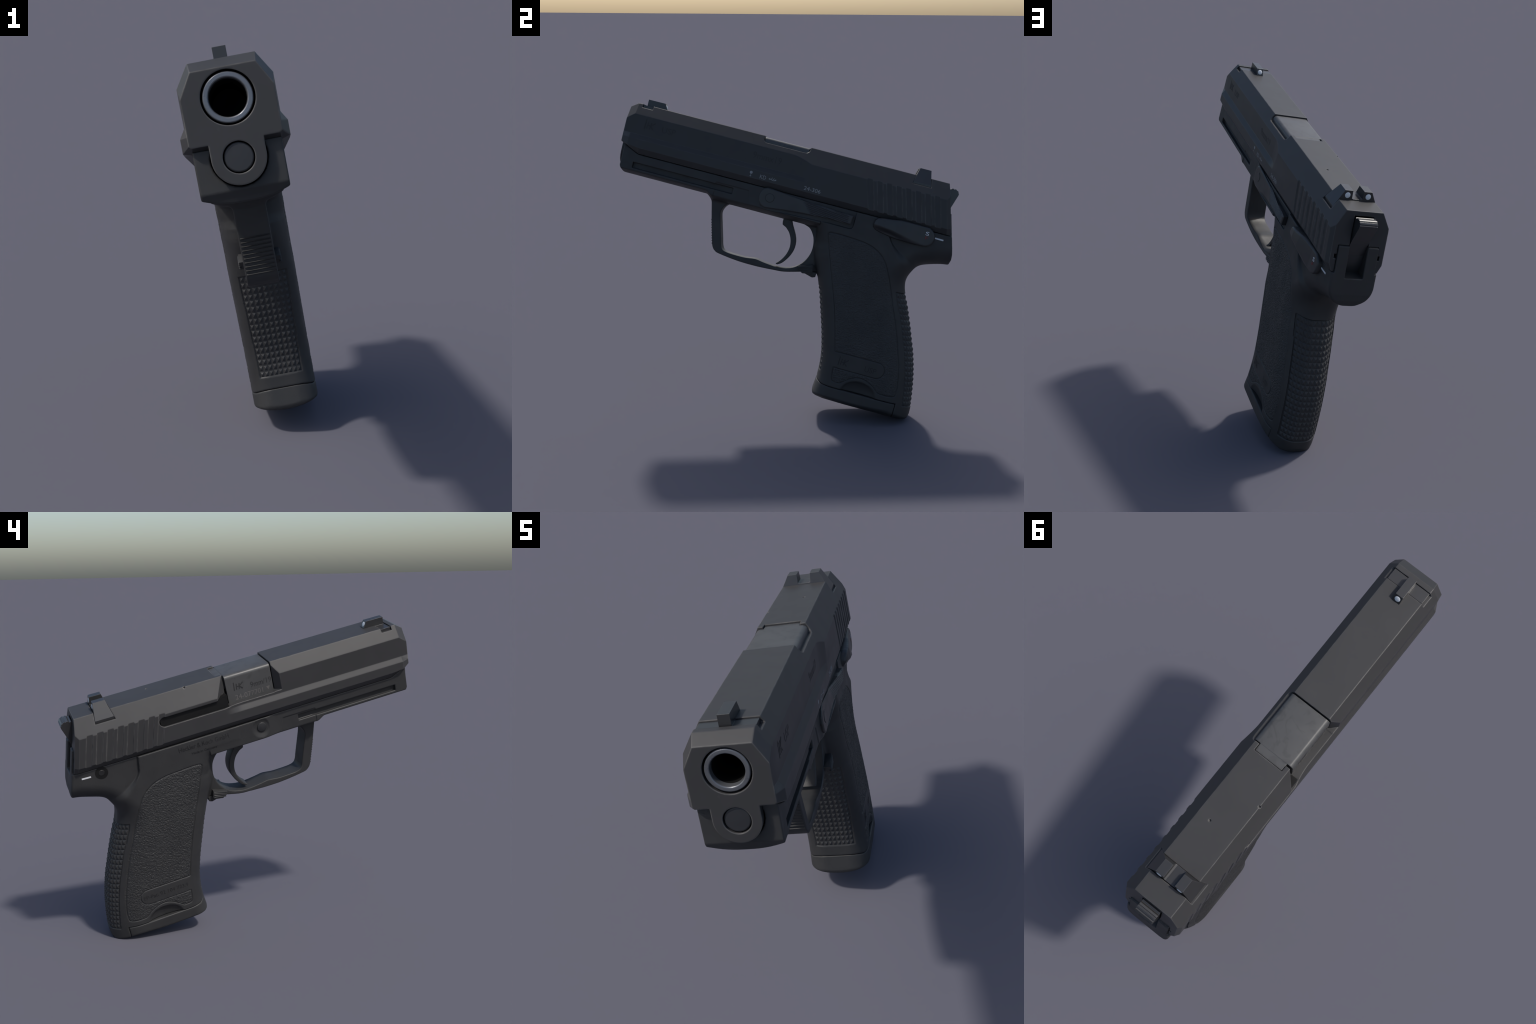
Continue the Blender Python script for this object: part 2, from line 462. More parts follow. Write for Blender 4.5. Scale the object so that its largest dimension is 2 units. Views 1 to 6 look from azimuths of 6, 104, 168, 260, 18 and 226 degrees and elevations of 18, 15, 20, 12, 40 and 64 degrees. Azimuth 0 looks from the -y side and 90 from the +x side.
# outlines in (a, c)
DUST = [(0.0200, -0.1100), (0.0185, -0.2620), (0.0300, -0.2850), (0.0480, -0.3400), (1.25, -0.3400), (1.25, -0.1100)]
FRONT_STRAP = catmull([(1.246, -0.440), (1.262, -0.500), (1.291, -0.560), (1.317, -0.612), (1.348, -0.696), (1.378, -0.788), (1.411, -0.889),
                       (1.432, -0.963), (1.448, -1.027), (1.457, -1.085), (1.462, -1.148), (1.463, -1.200)], 4)
BACK_STRAP = catmull([(2.050, -1.275), (2.048, -1.212), (2.038, -1.134), (2.016, -1.020), (1.982, -0.902), (1.954, -0.830), (1.922, -0.747),
                      (1.897, -0.688), (1.873, -0.632), (1.846, -0.579), (1.831, -0.543), (1.823, -0.506), (1.825, -0.474), (1.837, -0.441),
                      (1.860, -0.404), (1.890, -0.382), (1.940, -0.364), (1.996, -0.349), (2.036, -0.3425)], 4)
GRIP = [(1.00, 0.10), (1.00, -0.322), (1.225, -0.325), (1.240, -0.350), (1.246, -0.40)] + FRONT_STRAP + [(1.4590, -1.240), (1.454, -1.290), (1.440, -1.45), (2.056, -1.45)] + BACK_STRAP + [(2.30, -0.342), (2.30, 0.10)]
REAR_CLIP = [(-1, 1), (1.955, 1), (1.951, 0.05), (1.967, -0.047), (1.972, -0.065), (2.004, -0.174), (2.024, -0.240), (2.035, -0.278), (2.040, -0.310), (2.039, -0.330), (2.050, -0.37), (2.3, -0.40), (2.3, -2), (-1, -2)]
FOOT_CLIP = [(-1, 1), (-1, -1.2), (1.4555, -1.282), (1.464, -1.292), (1.483, -1.2995), (1.527, -1.306), (1.67, -1.3085), (1.975, -1.3075), (2.018, -1.302), (2.042, -1.290), (2.054, -1.268), (3, -1.0), (3, 1)]
GUARD_OUT = [(0.585, -0.280), (0.588, -0.321)] + catmull([(0.616, -0.433), (0.635, -0.503), (0.655, -0.573), (0.666, -0.599), (0.683, -0.616), (0.711, -0.626), (0.833, -0.640), (0.952, -0.6415),
             (1.049, -0.636), (1.115, -0.630), (1.206, -0.606), (1.290, -0.585), (1.325, -0.600)], 3) + [(1.36, -0.50), (1.36, -0.28)]
GUARD_IN = [(0.715, -0.320)] + catmull([(0.690, -0.3290), (0.672, -0.350), (0.661, -0.378), (0.664, -0.405), (0.680, -0.460), (0.7020, -0.535), (0.714, -0.577), (0.730, -0.599), (0.765, -0.607), (0.815, -0.6085), (0.870, -0.608),
            (0.930, -0.600), (0.975, -0.606), (1.048, -0.6135), (1.100, -0.611), (1.160, -0.592), (1.205, -0.553), (1.232, -0.505), (1.242, -0.450),
            (1.234, -0.400), (1.217, -0.366), (1.195, -0.341), (1.165, -0.3290)], 3) + [(1.14, -0.320)]
PANEL = [(1.308, -0.343), (1.313, -0.332), (1.323, -0.3275)] + catmull([(1.357, -0.326), (1.410, -0.3275), (1.473, -0.331), (1.527, -0.336), (1.588, -0.352),
         (1.637, -0.381), (1.672, -0.417), (1.702, -0.466), (1.728, -0.521), (1.764, -0.605), (1.790, -0.668), (1.816, -0.727), (1.850, -0.812),
         (1.889, -0.925), (1.909, -0.985), (1.930, -1.085), (1.935, -1.150)], 4) + [(1.929, -1.165), (1.912, -1.1725), (1.895, -1.174)] + \
        catmull([(1.832, -1.174), (1.810, -1.160), (1.783, -1.138), (1.735, -1.1175), (1.697, -1.1155), (1.665, -1.126), (1.630, -1.150), (1.600, -1.174)], 4) + \
        [(1.566, -1.174), (1.550, -1.168), (1.543, -1.155)] + catmull([(1.537, -1.090), (1.522, -0.998), (1.480, -0.838), (1.446, -0.728), (1.381, -0.550), (1.324, -0.396)], 4)
TAG = [(1.45, -0.9975), (1.787, -0.9975)] + circle(1.787, -1.0425, 0.045, 14, math.pi/2, -math.pi/2, closed=False) + [(1.45, -1.0875)]
STOP = [(0.905, -0.170), (0.882, -0.180), (0.868, -0.205), (0.864, -0.235), (0.870, -0.262), (0.884, -0.281), (0.912, -0.291), (1.030, -0.276), (1.296, -0.2545), (1.421, -0.2580), (1.424, -0.205), (1.300, -0.200), (1.108, -0.187), (0.980, -0.176)]
STOP_WELL = [(0.895, -0.10), (0.874, -0.172), (0.857, -0.205), (0.8525, -0.237), (0.860, -0.268), (0.878, -0.292), (0.912, -0.3025), (1.040, -0.292), (1.300, -0.281), (1.420, -0.2815), (1.433, -0.276), (1.4375, -0.264), (1.4375, -0.10)]
FOOT_SEAM = [(1.35, -1.186), (1.452, -1.187), (1.500, -1.2035), (1.560, -1.2065), (1.9455, -1.2065), (1.9455, -1.5), (1.35, -1.5)]

def grip_section(a, c):
    frac = np.clip((a - 1.34 + (c + 0.6) * 0.25) / 0.52, 0, 1)
    low = sstep(-0.36, -0.62, c)
    throat = (1 - frac) ** 2 * sstep(-0.33, -0.42, c) * (1 - sstep(-0.50, -0.66, c))   # rounder beside the trigger guard
    rb = 0.100 + (0.004 + 0.020 * low) * frac + 0.006 * throat   # rounding across
    ra = 0.082 + (0.024 + 0.120 * low) * frac + 0.050 * throat   # rounding along, longer at the back
    # step from the grip slab down to the tang, along an arc behind the grip
    arc = 1.6440 + 0.15 * np.maximum(-0.18 - c, 0) + 2.97 * np.maximum(-0.26 - c, 0) ** 1.6
    wid = 0.010 + 0.9 * np.maximum(-0.30 - c, 0)
    step = sstep(0, 1, (a - arc) / wid + 0.5)
    step = step * (1 - sstep(-0.36, -0.62, c))
    h = 0.1475 + 0.0018 * low - 0.0165 * step - 0.0090 * sstep(1.92, 2.03, a) * (1 - low)
    return psdf(GRIP, a, c), h, ra, rb

def grip_field(a, b, c):
    d2, h, ra, rb = grip_section(a, c)
    q1 = (d2 + ra) * (rb / ra)
    q2 = np.abs(b) - h + rb
    return np.minimum(np.maximum(q1, q2), 0) + np.sqrt(np.maximum(q1, 0) ** 2 + np.maximum(q2, 0) ** 2) - rb

def trimmed_grip(a, b, c):
    g = grip_field(a, b, c)
    g = smax(g, psdf(REAR_CLIP, a, c), 0.012)
    g = smax(g, psdf(FOOT_CLIP, a, c - (0.014 + 0.006 * sstep(1.70, 2.0, a)) * (np.abs(b) / 0.10) ** 2.2), 0.012)
    return g

def frame_field(a, b, c):
    ab = np.abs(b)
    # dust cover and receiver
    h = 0.1310 + 0.0160 * sstep(0.82, 0.93, a)
    D = ext(psdf(DUST, a, c), h, 0.0035, b)
    cb = -0.3000 - 0.0290 * sstep(0.545, 0.598, a)
    kb = 0.0230 + 0.0100 * sstep(0.545, 0.62, a)
    belly = cb + kb * (ab / h) ** 2.4
    D = smax(D, (belly - c) * 0.96, 0.004)
    G = trimmed_grip(a, b, c)
    G = smax(G, -np.maximum(c - belly, a - 1.238), 0.005)
    d = smin(D, G, 0.004)
    # flat top under the slide
    d = smax(d, c - np.interp(a, [0.0, 0.039, 0.112], [-0.1225, -0.1430, -0.1765]), 0.004)
    # scoop of the nose around the guide rod collar
    rr = np.sqrt(b * b + (c - ROD_C) ** 2)
    d = np.maximum(d, -np.maximum(rr - 0.0835, a - 0.125))
    # trigger guard
    gd = ext(np.maximum(psdf(GUARD_OUT, a, c), -psdf(GUARD_IN, a, c)), 0.0590, 0.005, b)
    d = smin(d, gd, 0.016)
    # opening of the guard cut clean through
    op = psdf(GUARD_IN, a, c)
    d = smax(d, -np.maximum(op, c + 0.3275), 0.004)
    # central rails and the rear block inside the slide
    rail = np.maximum(np.maximum(ab - 0.1150, np.abs(c + 0.20) - 0.045), np.maximum(0.06 - a, a - 1.9))
    d = np.minimum(d, rail)
    blk = np.maximum(np.maximum(ab - 0.1085, c + 0.0490), np.maximum(1.66 - a, -0.26 - c))
    blk = np.maximum(blk, psdf(REAR_CLIP, a, c))
    d = np.minimum(d, blk)
    d = np.maximum(d, -np.maximum(np.maximum(ab - 0.0490, -0.2005 - c), 1.80 - a))
    # accessory rail slots and the shallow relief behind them
    d = np.maximum(d, -np.maximum(np.maximum(0.0935 - a, a - 0.7050), np.maximum(np.abs(c + 0.2440) - 0.0170, 0.110 - ab)))
    d = np.maximum(d, -np.maximum(np.maximum(0.60 - a, a - (0.797 - 0.25 * (c + 0.217))), np.maximum(c + 0.2170, 0.1275 - ab)))
    # slide stop well on the left
    d = np.maximum(d, -np.maximum(psdf(STOP_WELL, a, c), 0.1395 - b))
    # dish around the axis pin on the right
    rp = np.sqrt((a - 0.928) ** 2 + (c + 0.228) ** 2)
    dish = 0.1380 + 0.35 * np.maximum(rp - 0.036, 0)
    d = np.where(b < 0, np.maximum(d, -np.maximum(rp - 0.075, dish - ab)), d)
    # panels of the grip are let in slightly
    pan = np.maximum(psdf(PANEL, a, c), -psdf(TAG, a, c))
    d = np.maximum(d, -np.maximum(np.maximum(pan, 0.1 - ab), -(G + 0.0042)))
    # both straps are sunk where the checkering stands
    mid = a - (1.62 + (-0.6 - c) * 0.22)
    ck_f = np.maximum(np.maximum(c + 0.652, -1.134 - c), np.maximum(ab - np.interp(c, [-1.134, -0.652], [0.095, 0.106]), mid))
    ck_b = np.maximum(np.maximum(c + 0.572, -1.212 - c), np.maximum(ab - np.interp(c, [-1.212, -0.572], [0.108, 0.112]), -mid))
    d = np.maximum(d, -np.maximum(np.minimum(ck_f, ck_b), -(G + 0.0050)))
    # thumb scoop above the foot of the magazine
    e = np.sqrt(((a - 1.716) / 0.104) ** 2 + ((c + 1.214) / 0.080) ** 2 + ((ab - 0.152) / 0.026) ** 2) - 1
    d = smax(d, -np.maximum(e * 0.026, -1.2075 - c), 0.003)
    # room for the magazine foot
    d = smax(d, -psdf(FOOT_SEAM, a, c), 0.005)
    return d

def foot_field(a, b, c):
    return smax(trimmed_grip(a, b, c) , psdf(FOOT_SEAM, a, c) + 0.0014, 0.007)

def surface_nets(field, lo, hi, h):
    xs = [np.arange(lo[i], hi[i] + h, h) for i in range(3)]
    f = field(xs[0][:, None, None], xs[1][None, :, None], xs[2][None, None, :]).astype(np.float32)
    f = np.broadcast_to(f, [len(x) for x in xs])
    ins = f < 0
    cnt = np.zeros([len(x) - 1 for x in xs], np.int8)
    for i in (0, 1):
        for j in (0, 1):
            for k in (0, 1):
                cnt += ins[i:i + cnt.shape[0], j:j + cnt.shape[1], k:k + cnt.shape[2]]
    act = (cnt > 0) & (cnt < 8)
    I = np.argwhere(act)
    idx = np.full(act.shape, -1, np.int64); idx[act] = np.arange(len(I))
    cor = np.array([(i, j, k) for i in (0, 1) for j in (0, 1) for k in (0, 1)])
    val = np.stack([f[I[:, 0] + q[0], I[:, 1] + q[1], I[:, 2] + q[2]] for q in cor], 1)
    acc = np.zeros((len(I), 3)); num = np.zeros(len(I))
    for p in range(8):
        for q in range(p + 1, 8):
            if np.abs(cor[p] - cor[q]).sum() != 1:
                continue
            s = (val[:, p] < 0) != (val[:, q] < 0)
            t = np.where(s, val[:, p] / np.where(s, val[:, p] - val[:, q], 1), 0)
            acc += s[:, None] * (cor[p] + t[:, None] * (cor[q] - cor[p])); num += s
    P = (I + acc / num[:, None]) * h + np.array(lo)
    quads = []
    for ax in range(3):
        u, w = [(1, 2), (2, 0), (0, 1)][ax]
        A = [slice(None)] * 3; B = [slice(None)] * 3
        A[ax] = slice(0, -1); B[ax] = slice(1, None)
        s0 = ins[tuple(A)]; ch = s0 != ins[tuple(B)]
        E = np.argwhere(ch)
        ok = (E[:, u] > 0) & (E[:, w] > 0) & (E[:, u] < f.shape[u] - 1) & (E[:, w] < f.shape[w] - 1)
        E = E[ok]
        sg = s0[E[:, 0], E[:, 1], E[:, 2]]
        def cell(du, dw):
            C = E.copy(); C[:, u] += du; C[:, w] += dw
            return idx[C[:, 0], C[:, 1], C[:, 2]]
        qd = np.stack([cell(-1, -1), cell(0, -1), cell(0, 0), cell(-1, 0)], 1)
        qd[~sg] = qd[~sg][:, ::-1]
        quads.append(qd)
    Q = np.concatenate(quads)
    # pull the vertices onto the true surface
    for _ in range(1):
        e = h * 0.12
        v0 = field(P[:, 0], P[:, 1], P[:, 2])
        g = np.stack([(field(*(P + e * np.eye(3)[i]).T) - v0) / e for i in range(3)], 1)
        g2 = (g * g).sum(1)
        stp = (v0 / np.maximum(g2, 0.25))[:, None] * g
        ln = np.linalg.norm(stp, axis=1, keepdims=True)
        P = P - stp * np.minimum(1, 0.5 * h / np.maximum(ln, 1e-9)) * 0.8
    return P, Q

def np_mesh(name, P, Q):
    me = bpy.data.meshes.new(name)
    W = np.stack([P[:, 1] - OFF[0], P[:, 0] - OFF[1], P[:, 2] - OFF[2]], 1)
    me.vertices.add(len(W)); me.vertices.foreach_set('co', W.astype(np.float32).ravel())
    me.loops.add(Q.size); me.loops.foreach_set('vertex_index', Q[:, ::-1].astype(np.int32).ravel())
    me.polygons.add(len(Q)); me.polygons.foreach_set('loop_start', np.arange(0, Q.size, Q.shape[1], dtype=np.int32))
    me.polygons.foreach_set('loop_total', np.full(len(Q), Q.shape[1], np.int32))
    me.update(calc_edges=True)
    me.validate(clean_customdata=False)
    return me

def vertex_normals(P, Q):
    W = P[:, [1, 0, 2]]; T = Q[:, ::-1]
    nf = np.cross(W[T[:, 2]] - W[T[:, 0]], W[T[:, 3]] - W[T[:, 1]])
    nv = np.zeros_like(W)
    for k in range(4):
        np.add.at(nv, T[:, k], nf)
    return nv / np.maximum(np.linalg.norm(nv, axis=1, keepdims=True), 1e-12)

H = 0.0042
FP, FQ = surface_nets(frame_field, (0.008, -0.1575, -1.325), (2.066, 0.1575, -0.035), H)
FN = vertex_normals(FP, FQ)
fc = FP[FQ].mean(1)
is_grip = (fc[:, 2] < -0.345) & (fc[:, 0] > 1.262 + 0.0 * fc[:, 2])
is_guard = (~is_grip) & (fc[:, 2] < -0.3315) & (fc[:, 0] > 0.58) & (np.abs(fc[:, 1]) < 0.085)
parts = {}
for nm, msk in (('frame', ~(is_grip | is_guard)), ('grip', is_grip), ('trigger_guard', is_guard)):
    q = FQ[msk]
    used, inv = np.unique(q, return_inverse=True)
    me = np_mesh(nm, FP[used], inv.reshape(q.shape))
    ob = add(nm, me, M_FRAME, smooth=180)
    me.normals_split_custom_set_from_vertices(FN[used])
    parts[nm] = ob
frame, grip, guard = parts['frame'], parts['grip'], parts['trigger_guard']

P, Q = surface_nets(foot_field, (1.43, -0.1575, -1.325), (1.96, 0.1575, -1.17), H)
me = np_mesh('magazine_foot', P, Q)
add('magazine_foot', me, M_FRAME, grip, smooth=180)

def side_b(a, c):
    """outer half width of the grip at (a, c)"""
    d2, h, ra, rb = grip_section(a, c)
    q = np.clip((d2 + ra) * (rb / ra), 0, rb)
    return h - rb + np.sqrt(rb * rb - q * q)

# ------------------------------------------------------------------ sheets with an outline and a height
def outlined_sheet(name, sd, box, step, height, base, sign):
    """grid clipped to sd(a,c)<0 with its rim snapped to the outline; top at |b|=height(a,c), wall down to base"""
    xs = np.arange(box[0], box[1] + step, step); ys = np.arange(box[2], box[3] + step, step)
    A, C = np.meshgrid(xs, ys, indexing='ij')
    s = sd(A, C)
    e = step * 0.25
    ga = (sd(A + e, C) - sd(A - e, C)) / (2 * e); gc = (sd(A, C + e) - sd(A, C - e)) / (2 * e)
    keep = s < 0.5 * step
    snap = keep & (s > -0.5 * step)
    A = np.where(snap, A - s * ga, A); C = np.where(snap, C - s * gc, C)
    idx = np.full(A.shape, -1); idx[keep] = np.arange(keep.sum())
    q = np.stack([idx[:-1, :-1], idx[1:, :-1], idx[1:, 1:], idx[:-1, 1:]], -1).reshape(-1, 4)
    full = (q >= 0).all(1); tri = (q >= 0).sum(1) == 3
    a, c = A[keep], C[keep]
    b = height(a, c)
    V = [(x, y * sign, z) for x, y, z in zip(a, b, c)]
    F = [tuple(f) for f in q[full]] + [tuple(i for i in f if i >= 0) for f in q[tri]]
    ed = {}
    for f in F:
        for i in range(len(f)):
            k2 = (f[i], f[(i + 1) % len(f)])
            ed[k2] = ed.get(k2, 0) + 1
    rim = [k2 for k2 in ed if (k2[1], k2[0]) not in ed]
    low = {}
    for i, j in rim:
        for v in (i, j):
            if v not in low:
                low[v] = len(V); V.append((V[v][0], (base(V[v][0], V[v][2]) if callable(base) else base) * sign, V[v][2]))
        F.append((j, i, low[i], low[j]))
    me = mesh_from(name, V, F)
    bm = bmesh.new(); bm.from_mesh(me)
    loose = [v for v in bm.verts if not v.link_faces]
    bmesh.ops.delete(bm, geom=loose, context='VERTS')
    bmesh.ops.recalc_face_normals(bm, faces=bm.faces)
    # open shells: make sure the outer face looks away from the middle plane
    tot = sum(f.normal.x * f.calc_area() for f in bm.faces)
    if tot * sign < 0:
        bmesh.ops.reverse_faces(bm, faces=bm.faces)
    bm.to_mesh(me); bm.free()
    return me

# stippled grip panels: worm-like relief
def hash2(i, j):
    x = np.sin(i * 127.1 + j * 311.7) * 43758.5453
    return x - np.floor(x)
def vnoise(x, y):
    i, j = np.floor(x), np.floor(y); u, v = x - i, y - j
    u = u * u * (3 - 2 * u); v = v * v * (3 - 2 * v)
    return (hash2(i, j) * (1-u) + hash2(i+1, j) * u) * (1-v) + (hash2(i, j+1) * (1-u) + hash2(i+1, j+1) * u) * v
def stipple(a, c):
    x, y = a * 0.97 + c * 0.24, c * 0.97 - a * 0.24
    wx = x + 0.003 * vnoise(x * 90 + 9, y * 90); wy = y + 0.003 * vnoise(x * 90, y * 90 + 5)
    r1 = 1 - 2 * np.abs(vnoise(wx * 155, wy * 215) - 0.5)
    r2 = vnoise(wx * 230 + 31, wy * 280 + 17)
    return 0.55 * r1 ** 2 + 0.45 * r2

pan_sd = lambda a, c: np.maximum(psdf(PANEL, a, c), -psdf(TAG, a, c)) + 0.0012
def pan_h(a, c):
    f = sstep(0.0, -0.008, pan_sd(a, c))
    return side_b(a, c) - 0.0042 + 0.0006 + f * (0.0010 + 0.0040 * stipple(a, c))
for sg in (1, -1):
    me = outlined_sheet('grip_panel', pan_sd, (1.29, 1.95, -1.19, -0.31), 0.0020, pan_h, lambda a, c: 0.12, sg)
    add('grip_panel', me, M_PANEL, grip, smooth=180)

# ------------------------------------------------------------------ checkering on the straps
def strap_a(b, c, front):
    lo, hi = (1.20, 1.65) if front else (1.60, 2.20)
    lo = np.full(np.shape(b), lo); hi = np.full(np.shape(b), hi)
    for _ in range(26):
        m = (lo + hi) / 2
        ins = grip_field(m, b, c) < 0
        if front:
            hi = np.where(ins, m, hi); lo = np.where(ins, lo, m)
        else:
            lo = np.where(ins, m, lo); hi = np.where(ins, hi, m)
    return (lo + hi) / 2

def checkering(name, front, c_top, c_bot, half_top, half_bot, rows, cols, height, skip=None):
    """rows x cols pyramids; columns are evenly spread along the curved strap"""
    rowsV = []
    for i in range(2 * rows + 1):
        c = c_top + (c_bot - c_top) * i / (2 * rows)
        half = half_top + (half_bot - half_top) * i / (2 * rows)
        bb = np.linspace(-half, half, 201)
        aa = strap_a(bb, np.full(201, c), front)
        s = np.concatenate([[0], np.cumsum(np.hypot(np.diff(aa), np.diff(bb)))])
        st = np.linspace(0, s[-1], 2 * cols + 1)
        rowsV.append((np.interp(st, s, aa), np.interp(st, s, bb), np.full(2 * cols + 1, c)))
    A = np.stack([r[0] for r in rowsV]); B = np.stack([r[1] for r in rowsV]); C = np.stack([r[2] for r in rowsV])
    e = 1e-4
    g = np.stack([(grip_field(A + e, B, C) - grip_field(A - e, B, C)), (grip_field(A, B + e, C) - grip_field(A, B - e, C)),
                  (grip_field(A, B, C + e) - grip_field(A, B, C - e))], -1)
    g /= np.linalg.norm(g, axis=-1, keepdims=True)
    V, F = [], []
    for i in range(rows):
        for j in range(cols):
            if skip and skip(i, j):
                continue
            o = len(V)
            i0, j0 = 2 * i, 2 * j
            ctr = np.array([A[i0+1, j0+1], B[i0+1, j0+1], C[i0+1, j0+1]])
            cs = []
            for di, dj in ((0, 0), (0, 2), (2, 2), (2, 0)):
                q = np.array([A[i0+di, j0+dj], B[i0+di, j0+dj], C[i0+di, j0+dj]])
                cs.append(q - 0.0056 * g[i0+di, j0+dj])
            nrm = g[i0+1, j0+1]
            fl = 0.16
            tops = [ctr + (q - ctr) * fl + nrm * height for q in cs]
            V += [tuple(q) for q in cs] + [tuple(q) for q in tops]
            F += [(o, o+1, o+5, o+4), (o+1, o+2, o+6, o+5), (o+2, o+3, o+7, o+6), (o+3, o, o+4, o+7), (o+4, o+5, o+6, o+7)]
    me = recalc(mesh_from(name, V, F))
    return me
add('checkering', checkering('checkering', True, -0.652, -1.134, 0.106, 0.095, 17, 9, 0.0008), M_FRAME, grip, smooth=20, kind='stuff')
add('checkering', checkering('checkering', False, -0.572, -1.212, 0.112, 0.108, 22, 11, 0.0006), M_FRAME, grip, smooth=20, kind='stuff')

# ------------------------------------------------------------------ trigger guard ridges
for i in range(10):
    c = -0.4415 - 0.0149 * i
    a = 0.6160 + (0.4330 + c) * -0.277 + 0.0010
    tri = [(a + 0.004, c + 0.0078), (a - 0.0052, c - 0.0010), (a + 0.006, c - 0.0078)]
    add('guard_ridge', prism('guard_ridge', tri, -0.0535, 0.0535), M_FRAME, guard)

# ------------------------------------------------------------------ trigger
tr = [(1.073, -0.290), (1.030, -0.290), (1.031, -0.345), (1.034, -0.362)] + catmull([(1.058, -0.373), (1.085, -0.400), (1.104, -0.441), (1.109, -0.487), (1.097, -0.534), (1.072, -0.576), (1.051, -0.5965)], 4) + \
     catmull([(1.062, -0.6010), (1.090, -0.582), (1.121, -0.538), (1.137, -0.492), (1.137, -0.445), (1.123, -0.402), (1.092, -0.348)], 4) + [(1.080, -0.320)]
add('trigger', bevel_mesh(prism('trigger', tr, -0.0400, 0.0400), 0.005, 3, 50), M_FRAME, smooth=40)

# ------------------------------------------------------------------ magazine release
mr = [(1.187, -0.574), (1.270, -0.545), (1.2785, -0.585), (1.275, -0.5985), (1.221, -0.6085), (1.2035, -0.5985)]
mr_lo = [(1.215, -0.590), (1.236, -0.6075), (1.283, -0.6200), (1.3015, -0.6130), (1.3030, -0.585)]
release = add('magazine_release', bevel_mesh(prism('magazine_release', mr_lo, -0.066, 0.066), 0.003, 2), M_FRAME, smooth=35)
for sg in (1, -1):
    me = prism('release_paddle', mr, 0.045 * sg, 0.0880 * sg)
    add('release_paddle', bevel_mesh(me, 0.0025, 2), M_FRAME, release, smooth=35)
    for i in range(4):
        t = (i + 0.5) / 4
        p0 = (1.190 + 0.014 * t, -0.5765 - 0.030 * t + 0.002); p1 = (1.268 + 0.006 * t, -0.5490 - 0.042 * t + 0.000)
        q = [(p0[0], p0[1] - 0.003), (p1[0], p1[1] - 0.003), (p1[0], p1[1] + 0.003), (p0[0], p0[1] + 0.003)]
        add('paddle_rib', bevel_mesh(prism('paddle_rib', q, 0.080 * sg, 0.0915 * sg), 0.002, 1), M_FRAME, release, smooth=35)

# ------------------------------------------------------------------ slide stop lever (left)
def stop_h(a, c):
    s = -psdf(STOP, a, c)
    t = sstep(1.10, 1.40, a)
    line = -0.187 - 0.060 * np.clip((a - 1.108) / 0.315, 0, 1)          # crest sinking to the rear
    h = 0.1490 + 0.0200 * t
    # thumb shelf with grooves that run along the lever
    k = (c - (-0.2545)) / 0.050
    g = np.abs(((c + 0.26 + (a - 1.1) * 0.10) / 0.0098) % 1.0 - 0.5) * 2
    on = sstep(1.135, 1.165, a + (c + 0.225) * 0.9) * (1 - sstep(1.395, 1.405, a))
    h = h - 0.0032 * (1 - sstep(0.25, 0.75, g)) * on
    h = h - 0.0040 * (1 - sstep(0.0, 0.006, s))
    return h
me = outlined_sheet('slide_stop', lambda a, c: psdf(STOP, a, c), (0.85, 1.44, -0.30, -0.16), 0.0025, stop_h, 0.13, 1)
slide_stop = add('slide_stop', me, M_SMALL, smooth=38)
add('pin_ring', recalc(mesh_from('pin_ring', *join_data([prism_data(circle(0.928, -0.227, 0.0268, 40), 0.14, 0.1496)]))), M_ENGRAVE, slide_stop, smooth=30)
add('axis_pin', bevel_mesh(prism('axis_pin', circle(0.928, -0.227, 0.0252, 40), 0.14, 0.1505), 0.001, 1, 60), M_SMALL, slide_stop, smooth=30)
# its far end on the right
pr = add('axis_pin', bevel_mesh(prism('axis_pin', circle(0.930, -0.2265, 0.0268, 40), -0.1440, -0.12), 0.003, 2, 60), M_SMALL, frame, smooth=30)

# ------------------------------------------------------------------ safety lever (left)
SAFE = catmull([(1.709, -0.1565), (1.790, -0.1570), (1.868, -0.1575)], 3) + circle(1.852, -0.2155, 0.0565, 16, 1.15, -1.50, closed=False) + \
       catmull([(1.800, -0.2735), (1.703, -0.2725), (1.640, -0.2650), (1.590, -0.2560)], 3) + [(1.562, -0.2490), (1.549, -0.2350), (1.5455, -0.2160), (1.550, -0.1950), (1.562, -0.1810), (1.580, -0.1740), (1.640, -0.1665)]
def safe_h(a, c):
    s = -psdf(SAFE, a, c)
    peak = np.interp(a, [1.54, 1.57, 1.61, 1.68, 1.75, 1.82, 1.91], [0.166, 0.177, 0.184, 0.181, 0.170, 0.160, 0.1565])
    ridge = np.interp(a, [1.55, 1.65, 1.78, 1.9], [-0.215, -0.226, -0.252, -0.262])
    flat = np.interp(a, [1.55, 1.70, 1.80, 1.9], [0.1560, 0.1580, 0.1570, 0.1570])
    up = 1 - 0.35 * np.clip((c - ridge) / 0.08, 0, 1) ** 1.5
    dn = 1 - sstep(0.0, 0.030, ridge - c)
    k = np.where(c > ridge, up, dn)
    h = flat + (peak - flat) * k
    e = 0.009
    return h - e * (1 - np.sqrt(np.clip(1 - (1 - np.clip(s / e, 0, 1)) ** 2, 0, 1)))
me = outlined_sheet('safety_lever', lambda a, c: psdf(SAFE, a, c), (1.53, 1.92, -0.29, -0.14), 0.0030, safe_h, 0.10, 1)
safety = add('safety_lever', me, M_SMALL, smooth=50)
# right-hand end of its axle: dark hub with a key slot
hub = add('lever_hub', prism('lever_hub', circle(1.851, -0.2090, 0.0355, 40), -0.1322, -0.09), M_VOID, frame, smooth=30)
add('hub_pin', bevel_mesh(prism('hub_pin', circle(1.851, -0.2090, 0.0170, 28), -0.1340, -0.10), 0.002, 1, 60), M_ENGRAVE, hub, smooth=30)

